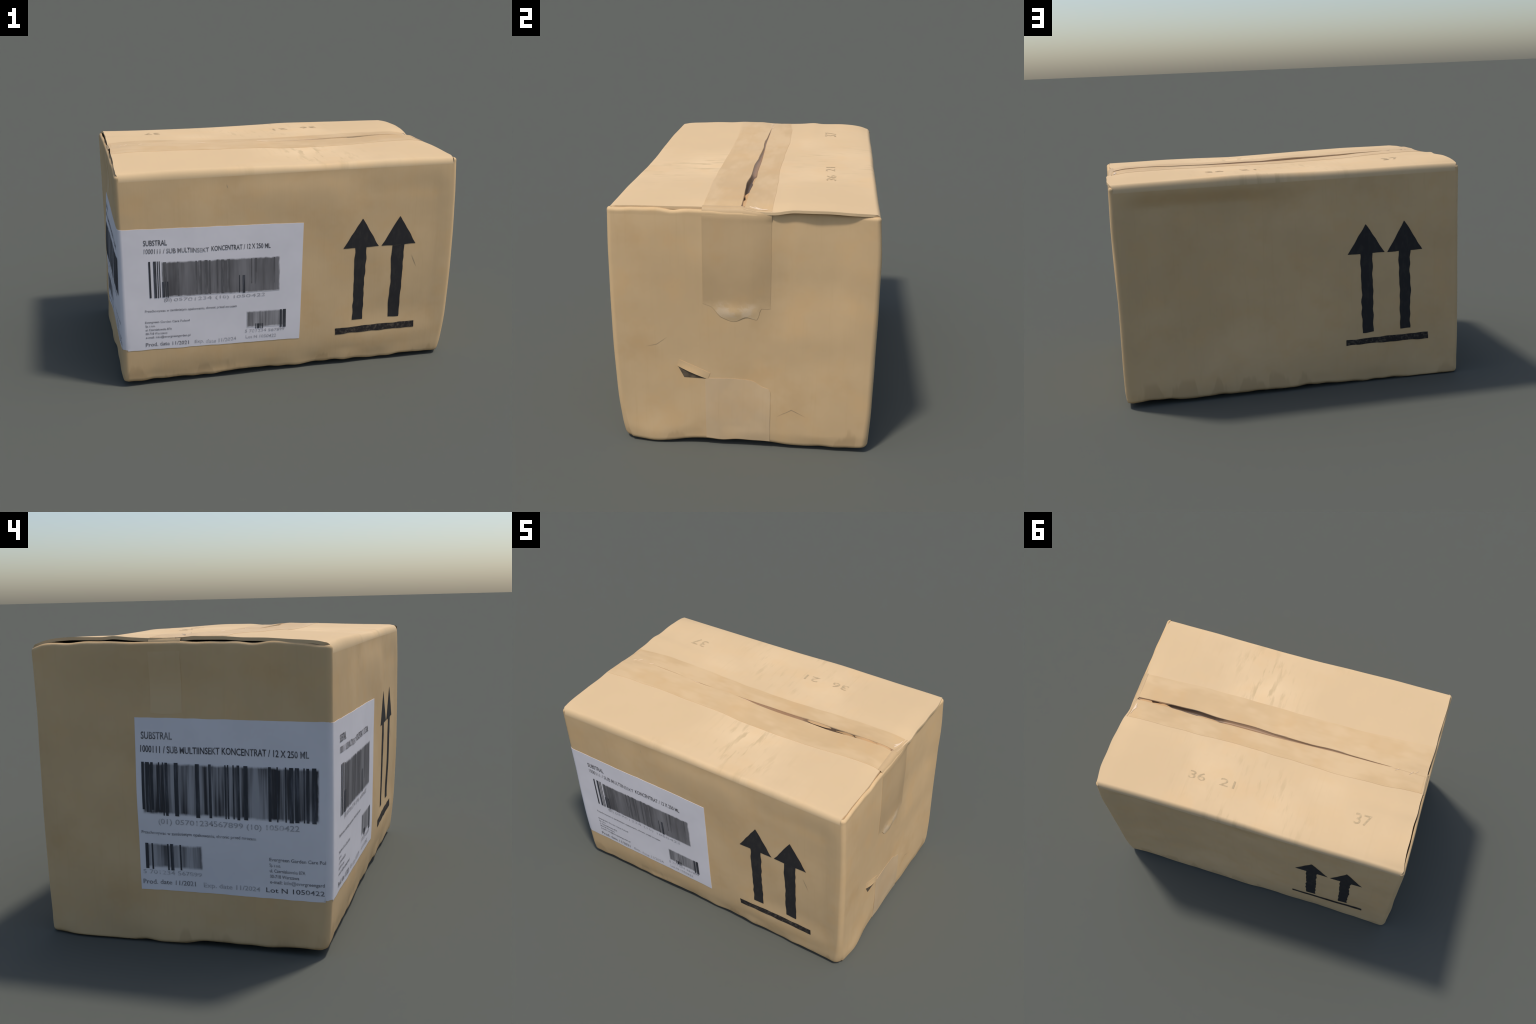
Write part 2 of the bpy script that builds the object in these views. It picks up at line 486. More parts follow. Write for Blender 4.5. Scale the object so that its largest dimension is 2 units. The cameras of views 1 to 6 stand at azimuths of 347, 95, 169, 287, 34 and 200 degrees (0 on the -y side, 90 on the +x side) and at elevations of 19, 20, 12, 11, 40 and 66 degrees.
flap_right_b = curve([0, .05, .1, .16, .31, .5, .61], [.966, .972, .978, .987, .990, .988, .976])
top_lumps = Lumps(7.0, .0016)
top_fine = Lumps(24.0, .0007)
RT = .027        # fold radius of the long flaps


def top_z(side, x, y, y0, yl):
    """outer height of a long flap"""
    E, S = (fold_front, seam_front) if side == "front" else (fold_back, seam_back)
    xl = flap_left(y)
    xr = flap_right_f(y) if side == "front" else flap_right_b(y)
    u = np.clip((x - xl) / (xr - xl), 0, 1)
    v = np.clip((y - y0) / (yl - y0), 0, 1)
    ve = v + .02 * np.sin(v * math.pi)
    base = lambda xx: E(xx) * (1 - ve) + S(xx) * ve
    rl = left_end(y) - base(xl)
    rr = right_end(y) - base(xr)
    p = np.stack([x, y, 0 * x + 1.25], -1)
    w = np.sin(np.clip(v, 0, 1) * math.pi * .5)
    return base(x) + (1 - u) ** 5 * rl + u ** 7 * rr + (top_lumps(p) * w + top_fine(p) * (.4 + .6 * w))


def flap_y0(side):
    return (-.634 + RT) if side == "front" else (.628 - RT)


def flap_z(x, y):
    """height of whichever flap lies at x, y (for tape and stamps)"""
    f = top_z("front", x, y, flap_y0("front"), lip_front(x))
    b = top_z("back", x, y, flap_y0("back"), lip_back(x))
    mid = .5 * (lip_front(x) + lip_back(x))
    return np.where(y < mid, f, b)


THICK = .013


def long_side(side):
    """one long wall (named side_panel) and the flap folded in from its top"""
    c0, c1 = seg[side]
    g, n = part(side, c0, c1, M_WALL)
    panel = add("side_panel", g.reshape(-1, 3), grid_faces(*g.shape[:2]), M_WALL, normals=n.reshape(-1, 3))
    wx, wy = g[-1, :, 0], g[-1, :, 1]
    sg = 1 if side == "front" else -1                  # inward direction in y
    t = np.linspace(0, 1, len(wx))
    E = fold_front if side == "front" else fold_back
    lip = lip_front if side == "front" else lip_back
    right = flap_right_f if side == "front" else flap_right_b
    rows = [g[-2], g[-1]]
    # rounded fold
    for a in np.linspace(0, math.pi / 2, 9)[1:]:
        f = a / (math.pi / 2)
        zt = top_z(side, wx, wy + sg * RT, flap_y0(side), lip(wx))
        y = wy + sg * RT * (1 - math.cos(a))
        z = ZF + (zt - ZF) * math.sin(a)
        yy = wy + sg * RT
        lo, hi = (flap_left(yy), right(yy))
        tt = t if side == "front" else 1 - t
        xe = lo + (hi - lo) * tt
        x = wx + (xe - wx) * smooth(0.2, 1, f)
        rows.append(np.stack([x, y, z], -1))
    ys0 = rows[-1][:, 1].copy()
    tt = t if side == "front" else 1 - t
    for v in np.concatenate([np.linspace(0, .9, 40)[1:], np.linspace(.9, 1, 9)[1:]]):
        x = rows[-1][:, 0]
        for _ in range(2):
            y = ys0 + (lip(x) - ys0) * v
            x = flap_left(y) + (right(y) - flap_left(y)) * tt
            # slightly nibbled end edges
            x = x + (smooth(.985, 1, tt) + smooth(.985, 1, 1 - tt)) * edge_lumps(np.stack([0 * y, y, 0 * y], -1)) * 1.0
        z = top_z(side, x, y, ys0, lip(x))
        rows.append(np.stack([x, y, z], -1))
    top = np.array(rows)                                # rows x cols
    # lip of the board and the hidden underside
    last = top[-1]
    nib = edge_lumps(last * np.array([1, 0, 0]) + 5) * 1.2
    lipdn = last + np.stack([0 * nib, sg * .001 + 0 * nib, -.004 + 0 * nib], -1)
    lip2 = last + np.stack([0 * nib, nib - sg * .001, -THICK + 0 * nib], -1)
    under = top[10:][::-1].copy()
    under[..., 2] -= THICK
    under[:, :, 1] -= 0
    under = under[1:]
    full = np.concatenate([top[1:], lipdn[None], lip2[None], under], 0)
    R, C = full.shape[:2]
    # faces: outer skin + underside, then close the two ends
    faces = grid_faces(R, C)
    k_top = list(range(9, len(top) - 1))                 # outer rows from fold to lip
    for col in (0, C - 1):
        # outer row i pairs with the under row mirrored across the lip
        nT = len(top) - 1
        for i in range(9, nT - 1):
            m0 = R - 1 - (i - 9)
            m1 = R - 1 - (i + 1 - 9)
            q = (i * C + col, (i + 1) * C + col, m1 * C + col, m0 * C + col)
            faces.append(q if col == 0 else q[::-1])
        for i in range(0, 9):
            q = (i * C + col, (i + 1) * C + col, (R - 1) * C + col)
            faces.append(q if col == 0 else q[::-1])
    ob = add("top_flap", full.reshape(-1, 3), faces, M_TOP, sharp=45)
    # border shares the wall's normals: no visible crease along the fold line
    me = ob.data
    ln = [tuple(l.vector) for l in me.corner_normals]
    nrm = WN[-1, [j % NC for j in range(c0, c1 + 1)]]
    for li, loop in enumerate(me.loops):
        if loop.vertex_index < C:
            ln[li] = tuple(map(float, nrm[loop.vertex_index]))
    me.normals_split_custom_set(ln)
    return panel, ob


FRONT_PANEL, FRONT_FLAP = long_side("front")
BACK_PANEL, BACK_FLAP = long_side("back")

# ------------------------------------------------ short ends and inner flaps
rim_left = curve([-.62, -.54, -.436, -.15, .016, .11, .31, .435, .56, .62],
                 [1.235, 1.244, 1.251, 1.252, 1.256, 1.256, 1.257, 1.256, 1.252, 1.237])
rim_right = curve([-.62, -.5, -.2, 0, .1, .3, .5, .62], [1.236, 1.239, 1.238, 1.237, 1.235, 1.236, 1.236, 1.236])


def short_end(face, c_before, c_after, rim, out):
    c0 = seg[c_before][0]
    c1 = seg[c_after][1]
    if c1 < c0:
        c1 += NC
    g, n = part(face, c0, c1, M_WALL)
    idx = [j % NC for j in range(c0, c1 + 1)]
    base, bn = g[-1], N0[-1, idx]
    rz = rim(base[:, 1]) + rag_lumps(base * np.array([0, 1, 0])) * .6
    rr = .015
    rows = [g[-2], g[-1]]
    for f in (.35, .7):
        p = base.copy()
        p[:, 2] = ZF + (rz - rr - ZF) * f
        rows.append(p)
    for a in np.linspace(0, math.pi / 2, 7):
        p = base - bn * (rr * (1 - math.cos(a)))
        p[:, 2] = rz - rr + rr * math.sin(a)
        rows.append(p)
    rim_row = len(rows)
    walls = np.concatenate([g[:-2], np.array(rows)], 0)
    nn = np.concatenate([n[:-1], grid_normals(np.array(rows))[1:]], 0)
    nn[len(g) - 1] = n[-1]
    end = add("end_panel", walls.reshape(-1, 3), grid_faces(*walls.shape[:2]), M_WALL, normals=nn.reshape(-1, 3))
    # the short flap tucked under the long ones
    rows2 = [rows[-1]]
    for d, drop in ((.010, .003), (.022, .010), (.05, .016), (.15, .018), (.35, .020), (.60, .022)):
        p = rows[-1].copy()
        p[:, 0] = base[:, 0] * 0 + np.where(np.abs(bn[:, 1]) > .05, p[:, 0], p[:, 0]) - out * d
        p[:, 2] = np.minimum(rz - drop, 1.232)
        p[:, 1] = np.clip(p[:, 1], -.60, .60)
        rows2.append(p)
    r2 = np.array(rows2)
    under = r2[::-1].copy()
    under[..., 2] -= THICK
    r2 = np.concatenate([r2, under[:-1]], 0)
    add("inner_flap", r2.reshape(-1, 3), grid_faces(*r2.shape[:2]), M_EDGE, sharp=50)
    return end


RIGHT_END = short_end("right", "rf", "rb", rim_right, 1)
LEFT_END = short_end("left", "lb", "lf", rim_left, -1)

# bottom
low = WALL[0]
fr = [1.0, .985, .95, .85, .65, .4, .15]
rows = []
for f in fr:
    p = low.copy()
    p[:, :2] *= f
    w = smooth(.9, 1, f)
    p[:, 2] = low[:, 2] * w + (1 - w) * (foot(low[:, 0], low[:, 1]) * f + .012 * (1 - f) + .004)
    p[:, 2] = np.maximum(p[:, 2], .0)
    rows.append(p)
bot = np.array(rows)
add("bottom_panel", bot.reshape(-1, 3), grid_faces(len(fr), NC, wrap=True, flip=True)
    + [tuple((len(fr) - 1) * NC + j for j in range(NC))[::1]], M_WALL, sharp=60)

# ------------------------------------------------------------- sheet pieces


def sheet(name, grid, mat, parent, skirt=None, normals=None, **kw):
    """a thin sheet from a grid of points, with its rim turned down"""
    R, C = grid.shape[:2]
    if skirt is None:
        return add(name, grid.reshape(-1, 3), grid_faces(R, C), mat, parent, **kw)
    n = grid_normals(grid)
    g = np.pad(grid, ((1, 1), (1, 1), (0, 0)), mode="edge")
    m = np.pad(n, ((1, 1), (1, 1), (0, 0)), mode="edge")
    e = np.zeros(g.shape[:2])
    e[0] = e[-1] = 1
    e[:, 0] = e[:, -1] = 1
    g = g - m * (e * skirt)[..., None]
    return add(name, g.reshape(-1, 3), grid_faces(R + 2, C + 2), mat, parent, sharp=60, **kw)


# --- tape over the seam ---
TAPE_F, TAPE_B = -.198, .130
tape_parent = bpy.data.objects.new("packing_tape", None)
bpy.context.collection.objects.link(tape_parent)
tape_parent.parent = ROOT
wander_f = curve([-.95, -.68, -.5, -.2, .1, .4, .6, .85, .97], [-.222, -.205, -.196, -.197, -.202, -.204, -.200, -.186, -.186])
wander_b = curve([-.95, -.75, -.4, -.1, .2, .5, .75, .97], [.100, .119, .128, .120, .115, .128, .133, .135])
tape_jit = Lumps(30, .0016)
crinkle = Lumps(60, .0011)
HOLE = (.375, .93)


def tape_band(side):
    xs = np.linspace(0, 1, 171)
    vs = np.linspace(0, 1, 14)
    X = np.zeros((len(xs), len(vs)))
    Y = X.copy()
    for i, t in enumerate(xs):
        x = -.944 + t * (.944 + (.952 if side == "front" else .958))
        if side == "front":
            ya, yb = wander_f(x) + tape_jit(np.array([x, 0, 0])), lip_front(x) - .0005
        else:
            ya, yb = lip_back(x) + .0005, wander_b(x) + tape_jit(np.array([x, 3, 0]))
        X[i] = x
        Y[i] = ya + (yb - ya) * vs
    y0 = flap_y0(side)
    Z = top_z(side, X, Y, y0, (lip_front if side == "front" else lip_back)(X)) + .0011
    ends = smooth(.80, .93, X) + smooth(.72, .84, -X)
    Z = Z + ends * np.exp(-((Y - (.03 if side == "back" else -.03)) / .05) ** 2) * np.abs(crinkle(np.stack([X, Y, 0 * X], -1))) * .8
    G = np.stack([X, Y, Z], -1).transpose(1, 0, 2)
    return sheet("tape_band", G, M_TAPE, tape_parent, .0016)


tape_band("front")
tape_band("back")


gap_depth = curve([-.95, -.76, -.68, -.3, 0, .3, .37, .42, .6, .82, .90, .957],
                  [-.0010, -.0010, .003, .006, .009, .012, .017, .024, .028, .024, .012, .002])


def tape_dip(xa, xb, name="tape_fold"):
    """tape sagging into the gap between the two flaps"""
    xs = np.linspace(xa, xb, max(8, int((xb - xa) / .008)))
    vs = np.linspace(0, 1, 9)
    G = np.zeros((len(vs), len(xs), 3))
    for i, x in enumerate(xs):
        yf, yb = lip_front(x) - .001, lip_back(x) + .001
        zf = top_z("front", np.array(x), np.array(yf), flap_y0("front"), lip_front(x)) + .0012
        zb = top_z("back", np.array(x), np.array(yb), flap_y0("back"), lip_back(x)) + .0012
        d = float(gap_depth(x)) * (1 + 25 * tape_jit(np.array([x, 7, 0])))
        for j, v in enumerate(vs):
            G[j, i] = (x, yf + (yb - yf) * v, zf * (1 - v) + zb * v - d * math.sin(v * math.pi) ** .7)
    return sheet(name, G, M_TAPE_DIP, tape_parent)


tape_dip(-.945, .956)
# torn shreds of tape and board left hanging in the open part of the gap
for xa, xb, reach, dz in ((.38, .56, .014, .010), (.54, .72, .009, .014), (.70, .86, .016, .010), (.84, .955, .022, .006)):
    xs = np.linspace(xa, xb, 40)
    vs = np.linspace(0, 1, 5)
    G = np.zeros((5, 40, 3))
    for i, x in enumerate(xs):
        yb = lip_back(x) + .001
        zb = float(top_z("back", np.array(x), np.array(yb), flap_y0("back"), lip_back(x))) - .001
        k = math.sin(math.pi * i / 39) ** .6 * (1 + 120 * float(tape_jit(np.array([x * 2, 9, 0]))))
        for j, v in enumerate(vs):
            G[j, i] = (x, yb - reach * v * k, zb - dz * v ** .7)
    sheet("torn_shred", G[::-1], M_SHRED, tape_parent)


def wall_x(face, y, z):
    return on_wall(face, y, z, 0.0010)[..., 0]


# --- tape folded down the right-hand end ---
ragged = Lumps(40, .008)


def end_tape(name, face, ya, yb, zlow, mat, rag=1.0, bridge=(None, None)):
    ys = np.linspace(ya, yb, 46)
    fr_ = flap_left if face == "left" else None
    s = -1 if face == "left" else 1
    colsP = []
    for y in ys:
        x0 = float(flap_left(y)) if face == "left" else float(flap_right_f(y) if y < 0 else flap_right_b(y))
        zt = float(flap_z(np.array(x0 - s * .02), np.array(y))) + .0014
        xw = float(wall_x(face, np.array(y), np.array(1.19)))
        path = []
        a = np.array([x0 - s * .016, y, zt])
        c = np.array([max(x0 * s, xw * s) * s + s * .003, y, zt + .001])
        b = np.array([xw, y, 1.19])
        for t in np.linspace(0, 1, 12):
            path.append((1 - t) ** 2 * a + 2 * t * (1 - t) * c + t * t * b)
        zl = zlow(y) + rag * float(ragged(np.array([0, y, zlow(y)])))
        zz = np.linspace(1.19, zl, 40)[1:]
        pts = on_wall(face, np.full(len(zz), y), zz, .0010)
        pts[:, 0] -= s * .0004 * smooth(zl + .06, zl, zz)
        if name == "tape_tail":
            # crumpled, half-lifted tail
            k = np.exp(-((zz - .735) / .03) ** 2) * np.exp(-((y + .03) / .085) ** 2)
            pts[:, 0] += k * (.005 + .2 * ragged(np.stack([zz * 1.5, 0 * zz + y * 1.2, 0 * zz], -1)))
        colsP.append(np.concatenate([np.array(path), pts], 0))
    G = np.array(colsP).transpose(1, 0, 2)
    if face == "right":
        G = G[::-1]
    else:
        G = G[::-1, ::-1]
    return sheet(name, G, mat, tape_parent, .0012)


tail = curve([-.19, -.15, -.1, -.04, .02, .07, .09, .135], [.775, .765, .715, .690, .715, .700, .765, .766])
end_tape("tape_tail", "right", -.19, .134, tail, M_TAPE_END, .6)
end_tape("tape_tail_left", "left", -.03, .105, lambda y: .975, kraft_paper("tape_on_end", (.94, .895, .83), (0, 1, 0), rough=.6, spec=.2, fade=(1.06, 1.22)), .5).name = "tape_tail"

# --- tape coming up from underneath on the right-hand end ---
ys = np.linspace(-.183, .139, 40)
cut = curve([-.183, -.17, .03, .06, .10, .13, .139], [.370, .378, .379, .372, .345, .335, .318])
G = np.zeros((30, len(ys), 3))
for i, y in enumerate(ys):
    zz = np.linspace(.035, cut(y) + .25 * float(ragged(np.array([2.0, y, 0]))), 30)
    G[:, i] = on_wall("right", np.full(30, y), zz, .0010)
    G[:, i, 0] += np.abs(crinkle(np.stack([0 * zz, zz * .3 + 0 * y, 0 * zz + y * .6], -1))) * .9
sheet("tape_foot", G, M_TAPE_FOOT, tape_parent, .0012)

# --- pale slivers modelled for the glints on the seam tape ---
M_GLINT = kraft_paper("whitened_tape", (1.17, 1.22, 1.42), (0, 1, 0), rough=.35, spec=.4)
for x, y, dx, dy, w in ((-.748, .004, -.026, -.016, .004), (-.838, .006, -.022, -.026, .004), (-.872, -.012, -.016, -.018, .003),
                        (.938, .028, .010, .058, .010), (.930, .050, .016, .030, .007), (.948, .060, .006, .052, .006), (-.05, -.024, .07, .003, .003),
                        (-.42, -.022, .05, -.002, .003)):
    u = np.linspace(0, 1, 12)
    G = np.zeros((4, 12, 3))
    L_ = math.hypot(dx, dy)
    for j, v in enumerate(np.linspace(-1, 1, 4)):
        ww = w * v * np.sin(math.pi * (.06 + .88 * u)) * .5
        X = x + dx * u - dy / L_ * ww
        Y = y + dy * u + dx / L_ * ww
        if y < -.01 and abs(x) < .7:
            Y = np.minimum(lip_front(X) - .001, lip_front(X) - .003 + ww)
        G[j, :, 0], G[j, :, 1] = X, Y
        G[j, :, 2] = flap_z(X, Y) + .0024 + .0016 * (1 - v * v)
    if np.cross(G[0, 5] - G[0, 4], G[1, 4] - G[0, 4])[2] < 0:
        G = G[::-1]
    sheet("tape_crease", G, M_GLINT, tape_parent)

# ------------------------------------------------------------ printed marks


def patch(face, corners, nu, nv, lift, wob=0.0):
    """bilinear patch of wall points; corners (h, z): bl, br, tr, tl"""
    u = np.linspace(0, 1, nu)[None, :]
    v = np.linspace(0, 1, nv)[:, None]
    (a, b, c, d) = [np.array(q, float) for q in corners]
    H = (a[0] * (1 - u) + b[0] * u) * (1 - v) + (d[0] * (1 - u) + c[0] * u) * v
    Z = (a[1] * (1 - u) + b[1] * u) * (1 - v) + (d[1] * (1 - u) + c[1] * u) * v
    if wob:
        e = ((u == 0) | (u == 1) | (v == 0) | (v == 1))
        q = np.stack([H, Z, 0 * H], -1)
        H = H + np.where(e, mark_jit(q), 0) * wob
        Z = Z + np.where(e, mark_jit(q + 4), 0) * wob
    return on_wall(face, H, Z, lift)


mark_jit = Lumps(70, .0018)


def merge(grids):
    V, F, k = [], [], 0
    for g in grids:
        R, C = g.shape[:2]
        V.append(g.reshape(-1, 3))
        F += [tuple(i + k for i in q) for q in grid_faces(R, C)]
        k += R * C
    return np.concatenate(V), F


def arrow(face, tip, head_l, head_r, head_z, sh_l, sh_r, foot_l, foot_r, foot_z, parent):
    s = 1 if face == "front" else -1
    tipw = .004 * s
    head = patch(face, [(head_l, head_z), (head_r, head_z), (tip[0] + tipw / 2, tip[1]), (tip[0] - tipw / 2, tip[1])], 17, 15, .0012, .8)
    shaft = patch(face, [(foot_l, foot_z), (foot_r, foot_z), (sh_r, head_z + .0005), (sh_l, head_z + .0005)], 7, 34, .0012, 1.3)
    v, f = merge([shaft, head])
    add("arrow_print", v, f, M_INK, parent)


arrow("front", (.429, .912), .311, .531, .741, .386, .456, .386, .449, .287, FRONT_PANEL)
arrow("front", (.655, .914), .546, .757, .741, .613, .688, .612, .680, .283, FRONT_PANEL)
arrow("back", (-.415, .937), -.304, -.523, .769, -.380, -.450, -.383, -.449, .304, BACK_PANEL)
arrow("back", (-.643, .939), -.537, -.750, .767, -.606, -.676, -.611, -.673, .305, BACK_PANEL)
for face, q, par in (("front", [(.281, .204), (.782, .203), (.781, .246), (.279, .244)], FRONT_PANEL),
                     ("back", [(-.285, .236), (-.782, .229), (-.782, .269), (-.286, .267)], BACK_PANEL)):
    g = patch(face, q, 50, 5, .0012, 1.1)
    add("base_line_print", g.reshape(-1, 3), grid_faces(*g.shape[:2]), M_MARK_INK, par)

# --- the label, wrapped round the front left corner ---
label_parent = bpy.data.objects.new("shipping_label", None)
bpy.context.collection.objects.link(label_parent)
label_parent.parent = ROOT
LEFT_END_Y, RIGHT_END_X = .173, .074


def label_edge_x(z):
    return .060 + .014 * (z - .2) / .7


# distance along the label from its left-hand end: left wall, corner, front wall
label_cols = []
for y in np.linspace(LEFT_END_Y, -.606, 44):
    label_cols.append(("left", y))
for s in np.linspace(.06, .94, 10):
    label_cols.append(("lf", s))
for t in np.linspace(0, 1, 56):
    label_cols.append(("front", t))
G = np.zeros((40, len(label_cols), 3))
LIFT = .0014
for i, (k, h) in enumerate(label_cols):
    if k == "left":
        f = (LEFT_END_Y - h) / .80
        hi, lo = .955 - .008 * f, .236 - .006 * f
    elif k == "lf":
        hi, lo = .9465 - .002 * h, .2305
    else:
        hi, lo = .9435 - .028 * h, .2305 - .026 * h
    j1 = float(mark_jit(np.array([i * .02, 1, 0])))
    j2 = float(mark_jit(np.array([i * .02, 2, 0])))
    zz = np.linspace(lo + j1 * .8, hi + j2 * .5, 40)
    if k == "left":
        G[:, i] = on_wall("left", h + 0 * zz + (.004 * (zz - .6) if h > .17 else 0), zz, LIFT)
    elif k == "lf":
        p, n = corner_point("lf", np.full(40, h), zz)
        G[:, i] = finish(p, n, LIFT)
    else:
        xe = label_edge_x(zz)
        G[:, i] = on_wall("front", -.940 + (xe + .940) * h, zz, LIFT)
sheet("label_sheet", G, M_PAPER, label_parent, .0024)


def lf_(x, z):      # label frame on the front wall (slightly turned)
    return x, z - .031 * (x + .95)


def ll_(y, z):      # on the left wall
    return y, z + .010 * (y - .15)


def text_mesh(body, bold=0.0):
    cu = bpy.data.curves.new("lettering", 'FONT')
    cu.body = body
    cu.size = 1
    cu.offset = bold
    cu.resolution_u = 3
    ob = bpy.data.objects.new("lettering", cu)
    bpy.context.collection.objects.link(ob)
    bpy.context.view_layer.update()
    dg = bpy.context.evaluated_depsgraph_get()
    me = ob.evaluated_get(dg).to_mesh()
    v = np.array([tuple(p.co) for p in me.vertices])
    f = [tuple(p.vertices) for p in me.polygons]
    ob.evaluated_get(dg).to_mesh_clear()
    bpy.data.objects.remove(ob)
    bpy.data.curves.remove(cu)
    return v, f


def print_text(body, face, h0, h1, z0, z1, mat, bold=.012, jitter=0.0, name="printed_text", parent=None, cap=(0.0, .70)):
    v, f = text_mesh(body, bold)
    x = (v[:, 0] - v[:, 0].min()) / (v[:, 0].max() - v[:, 0].min())
    y = (v[:, 1] - cap[0]) / (cap[1] - cap[0])
    h = h0 + (h1 - h0) * x
    z = z0 + (z1 - z0) * y
    if jitter:
        q = np.stack([h, z, 0 * h], -1)
        h = h + mark_jit(q * .6) * jitter
        z = z + mark_jit(q * .6 + 2) * jitter
    h, z = (lf_ if face == "front" else ll_)(h, z)
    return add(name, on_wall(face, h, z, LIFT + .0010), f, mat, parent or label_parent)


def box(face, h0, h1, z0, z1, lift, nu=6, nv=10, wob=0.0):
    fr = lf_ if face == "front" else ll_
    return patch(face, [fr(h0, z0), fr(h1, z0), fr(h1, z1), fr(h0, z1)], nu, nv, lift, wob)


def bars(face, h0, h1, z0, z1, pitch, keep, mat, lift, guard=None, r=rnd):
    """a run of barcode bars with random widths; keep(f) is the chance of a crisp bar"""
    gs = []
    L = abs(h1 - h0)
    s = 1 if h1 > h0 else -1
    p = 0.0
    while p < L - pitch:
        w = pitch * r.choice((1, 1, 2, 2, 3))
        gap = pitch * r.choice((1, 1, 1, 2, 3))
        w = min(w, L - p)
        f = p / L
        if r.random() < keep(f):
            lo = z0 + r.uniform(-.002, .002)
            hi = z1 + r.uniform(-.001, .001)
            if guard:
                lo += guard(f)
            gs.append(box(face, h0 + s * p, h0 + s * (p + w), lo, hi, lift, 2, 14))
        p += w + gap
    v, f = merge(gs)
    return add("barcode_bars", v, f, mat, label_parent, kind="stuff")


T1, T2 = LIFT + .0008, LIFT + .0014
# front face of the label
g = box("front", -.735, -.062, .548, .757, T1, 60, 20, .5)
add("barcode_smudge", g.reshape(-1, 3), grid_faces(*g.shape[:2]), M_SMEAR_FRONT, label_parent)
bars("front", -.806, -.735, .545, .760, .0052, lambda f: 1.0, M_BAR_INK, T2)
bars("front", -.735, -.700, .545, .640, .0046, lambda f: 1.0, M_BAR_INK, T2, lambda f: 0)
bars("front", -.725, -.315, .552, .754, .0085, lambda f: .62 if f < .75 else .35, M_BAR_GREY, T1 + .0004)
bars("front", -.245, -.065, .60, .752, .0070, lambda f: .35, M_BAR_GREY, T1 + .0004)
bars("front", -.300, -.262, .548, .655, .0050, lambda f: 1.0, M_BAR_INK, T2)
g = box("front", -.256, -.024, .326, .431, T1, 30, 10, .5)
add("barcode_smudge", g.reshape(-1, 3), grid_faces(*g.shape[:2]), M_SMEAR_SMALL, label_parent)
bars("front", -.060, -.022, .318, .430, .0060, lambda f: 1.0, M_BAR_INK, T2)
bars("front", -.205, -.150, .318, .350, .0050, lambda f: 1.0, M_BAR_INK, T2)
print_text("SUBSTRAL", "front", -.829, -.700, .851, .882, M_TEXT, .012)
print_text("1000111 / SUB MULTIINSEKT", "front", -.828, -.470, .806, .832, M_TEXT_PALE, .016, 1.2)
print_text("KONCENTRAT / 12 X 250 ML", "front", -.455, -.118, .808, .836, M_TEXT, .010, .8)
print_text("(01)", "front", -.725, -.685, .521, .541, M_TEXT_PALE, .004, .8)
print_text("05701234 (10) 1050422", "front", -.670, -.150, .520, .538, M_TEXT_FAINT, .0, 2.0)
print_text("Przechowywac w zamknietym opakowaniu, chronic przed mrozem", "front", -.836, -.315, .461, .475, M_TEXT_PALE, .008, .4)
for i, s in enumerate((("Evergreen Garden Care Poland", -.588), ("Sp. z o.o.", -.783), ("ul. Czerniakowska 87A", -.690),
                       ("00-718 Warszawa", -.716), ("e-mail: info@evergreengarden.pl", -.586))):
    z = .394 - .0232 * i
    print_text(s[0], "front", -.838, s[1], z, z + .013, M_TEXT_PALE, .010, .3)
print_text("Prod. date 11/2021", "front", -.840, -.594, .252, .275, M_TEXT_PALE, .010, .6)
print_text("Exp. date 11/2024", "front", -.560, -.320, .254, .275, M_TEXT_FAINT, .002, 1.8)
print_text("Lot N 1050422", "front", -.260, -.080, .258, .278, M_TEXT_FAINT, .002, 1.4)
print_text("5 701234 567899", "front", -.266, -.030, .296, .314, M_TEXT_FAINT, .004, 1.2)

# left face of the label (reads towards -y)
g = box("left", .149, -.584, .560, .774, T1, 60, 20, .4)
add("barcode_smudge", g.reshape(-1, 3), grid_faces(*g.shape[:2]), M_SMEAR_LEFT, label_parent)
bars("left", .149, -.585, .556, .775, .0056, lambda f: .96 if f < .14 or f > .80 else (.5 if .45 < f < .62 else .34), M_BAR_INK, T2,
     lambda f: .0 if f > .1 else rnd.uniform(0, .03))
g = box("left", .146, -.100, .334, .436, T1, 30, 10, .4)
add("barcode_smudge", g.reshape(-1, 3), grid_faces(*g.shape[:2]), M_SMEAR_SMALL_L, label_parent)
bars("left", .147, -.101, .326, .437, .0068, lambda f: .55, M_BAR_INK, T2)
print_text("SUBSTRAL", "left", .148, .014, .869, .898, M_TEXT, .012)
print_text("1000111 / SUB MULTIINSEKT KONCENTRAT / 12 X 250 ML", "left", .151, -.545, .815, .842, M_TEXT, .014, .6)
print_text("(01) 05701234567899 (10) 1050422", "left", .085, -.505, .522, .543, M_TEXT_FAINT, .008, 1.2)
print_text("Przechowywac w zamknietym opakowaniu, chronic przed mrozem", "left", .160, -.330, .476, .489, M_TEXT_PALE, .010, .5)
for i, s in enumerate((("Evergreen Garden Care Pol", -.622), ("Sp. z o.o.", -.440), ("ul. Czerniakowska 87A", -.540),
                       ("00-718 Warszawa", -.515), ("e-mail: info@evergreengard", -.616))):
    z = .395 - .0235 * i
    print_text(s[0], "left", -.382, min(-.40, s[1] + .013), z, z + .014, M_TEXT_PALE, .010, .4)
print_text("5 701234 567899", "left", .160, -.095, .305, .322, M_TEXT_FAINT, .004, .8)
print_text("Prod. date 11/2021", "left", .163, -.065, .262, .282, M_TEXT_PALE, .008, .8)
print_text("Exp. date 11/2024", "left", -.100, -.340, .262, .282, M_TEXT_FAINT, .004, .9)
print_text("Lot N 1050422", "left", -.365, -.602, .264, .284, M_TEXT, .002, .4)

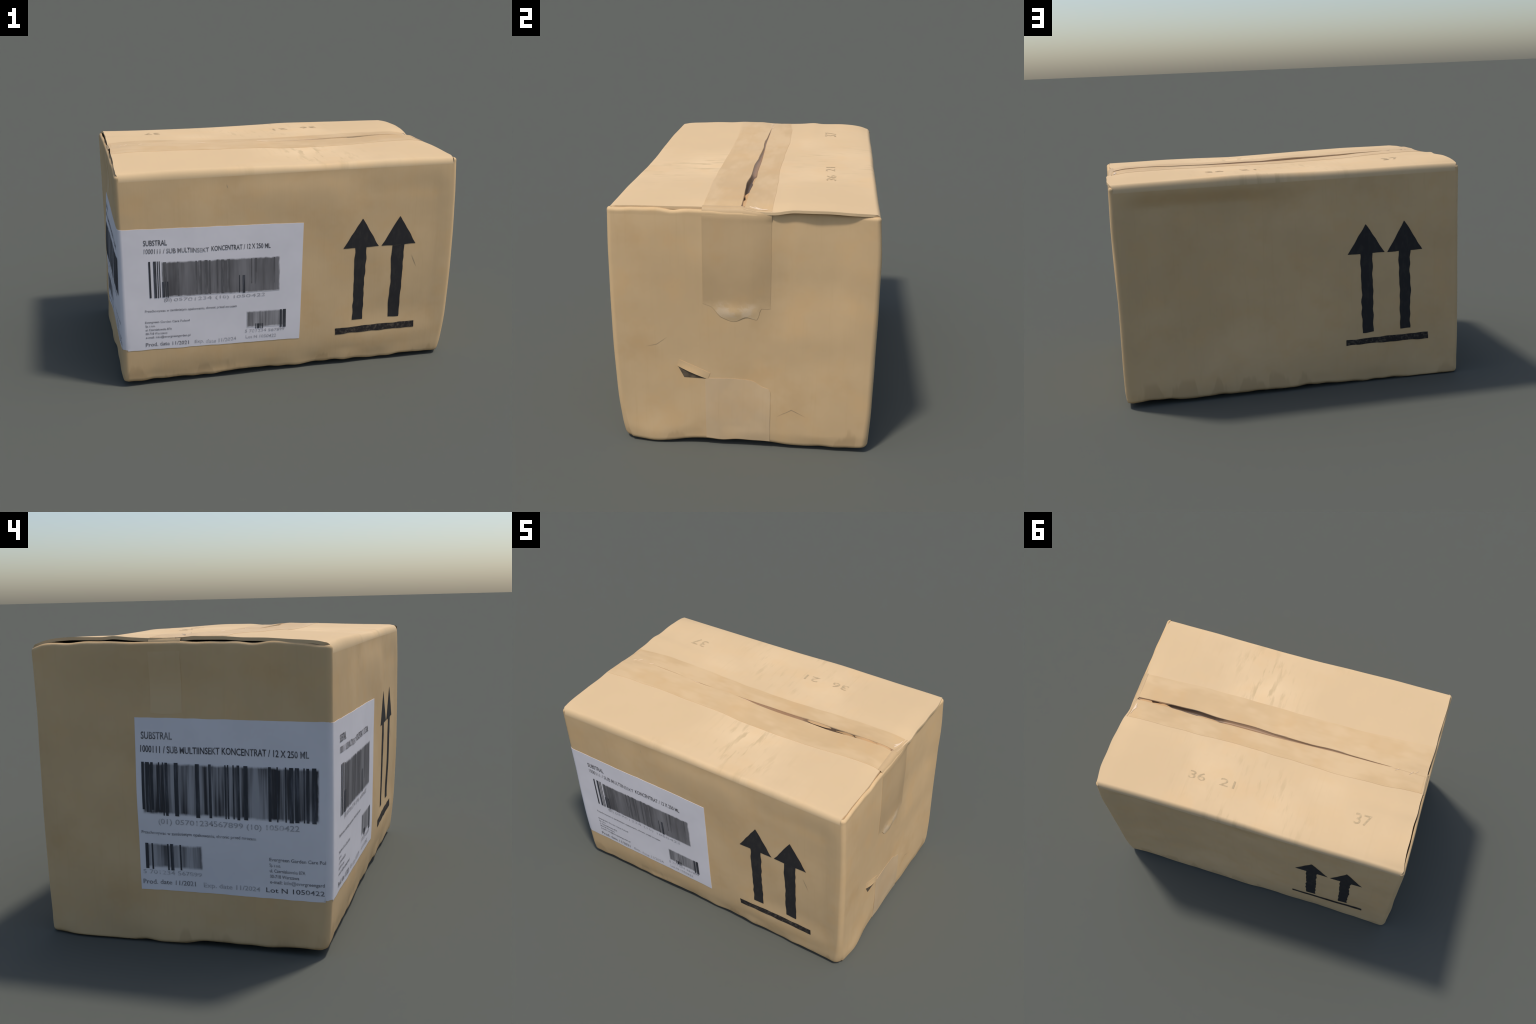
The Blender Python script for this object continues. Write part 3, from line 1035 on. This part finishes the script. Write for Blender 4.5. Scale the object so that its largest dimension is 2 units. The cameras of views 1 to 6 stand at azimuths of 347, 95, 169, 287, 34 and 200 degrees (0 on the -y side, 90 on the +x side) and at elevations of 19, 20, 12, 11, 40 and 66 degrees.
# --- faint digits stamped on the rear flap (read from the rear) ---
for body, x0, x1, ya, yb, dx in (("36", .447, .343, .418, .368, .0), ("21", .250, .155, .410, .360, .0), ("37", -.598, -.698, .405, .335, .0)):
    v, f = text_mesh(body, 0.0)
    a = (v[:, 0] - v[:, 0].min()) / np.ptp(v[:, 0])
    b = v[:, 1] / .70
    X = x0 + (x1 - x0) * a
    Y = ya + (yb - ya) * b
    Z = top_z("back", X, Y, flap_y0("back"), lip_back(X)) + .0012
    add("digit_stamp", np.stack([X, Y, Z], -1), f, M_STAMP, BACK_FLAP)

# --- damage: a torn nick and creases on the right-hand end, cracks on the front ---


def tri_patch(face, a, b, c, lift, mat, name, parent, n=10):
    g = patch(face, [a, b, c, c], n, n, lift)
    return add(name, g.reshape(-1, 3), grid_faces(n, n), mat, parent)


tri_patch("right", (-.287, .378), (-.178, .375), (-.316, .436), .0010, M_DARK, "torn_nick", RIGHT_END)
# the lifted edge of liner above the nick
n = 24
G = np.zeros((5, n, 3))
for i in range(n):
    f = i / (n - 1)
    y, z = -.320 + .150 * f, .438 - .066 * f
    k = math.sin(math.pi * min(1, f * 1.02))
    for j, v in enumerate(np.linspace(0, 1, 5)):
        G[j, i] = on_wall("right", np.array(y + .012 * v), np.array(z + .034 * v), .0012 + .007 * k * (1 - v) ** 1.5)
sheet("lifted_liner", G, M_WALL, RIGHT_END, .004)
for face, pts, w, par in (("front", ((.739, .672), (.752, .640), (.771, .598)), .004, FRONT_PANEL),
                          ("front", ((-.362, 1.162), (-.358, 1.150), (-.355, 1.142)), .003, FRONT_PANEL),
                          ("right", ((.175, .185), (.245, .225), (.315, .190)), .0022, RIGHT_END),
                          ("right", ((-.47, .54), (-.42, .552), (-.37, .59)), .0020, RIGHT_END)):
    P = np.array(pts)
    gs = []
    for k in range(2):
        a, b = P[k], P[k + 1]
        d = (b - a) / np.linalg.norm(b - a)
        q = np.array([-d[1], d[0]]) * w * .5
        wa, wb = (.15, 1) if k == 0 else (1, .15)
        s = -1 if True else 1
        cs = [a - q * wa, b - q * wb, b + q * wb, a + q * wa]
        gs.append(patch(face, cs, 8, 3, .0010))
    v, f = merge(gs)
    add("liner_crack", v, f, M_CRACK, par)

# ---------------------------------------------------------------- stand it up
low_z = min((o.matrix_world @ v.co).z for o in ROOT.children_recursive if o.type == 'MESH' for v in o.data.vertices)
if abs(low_z) > 1e-4:
    ROOT.location.z -= low_z
print("lowest", low_z)
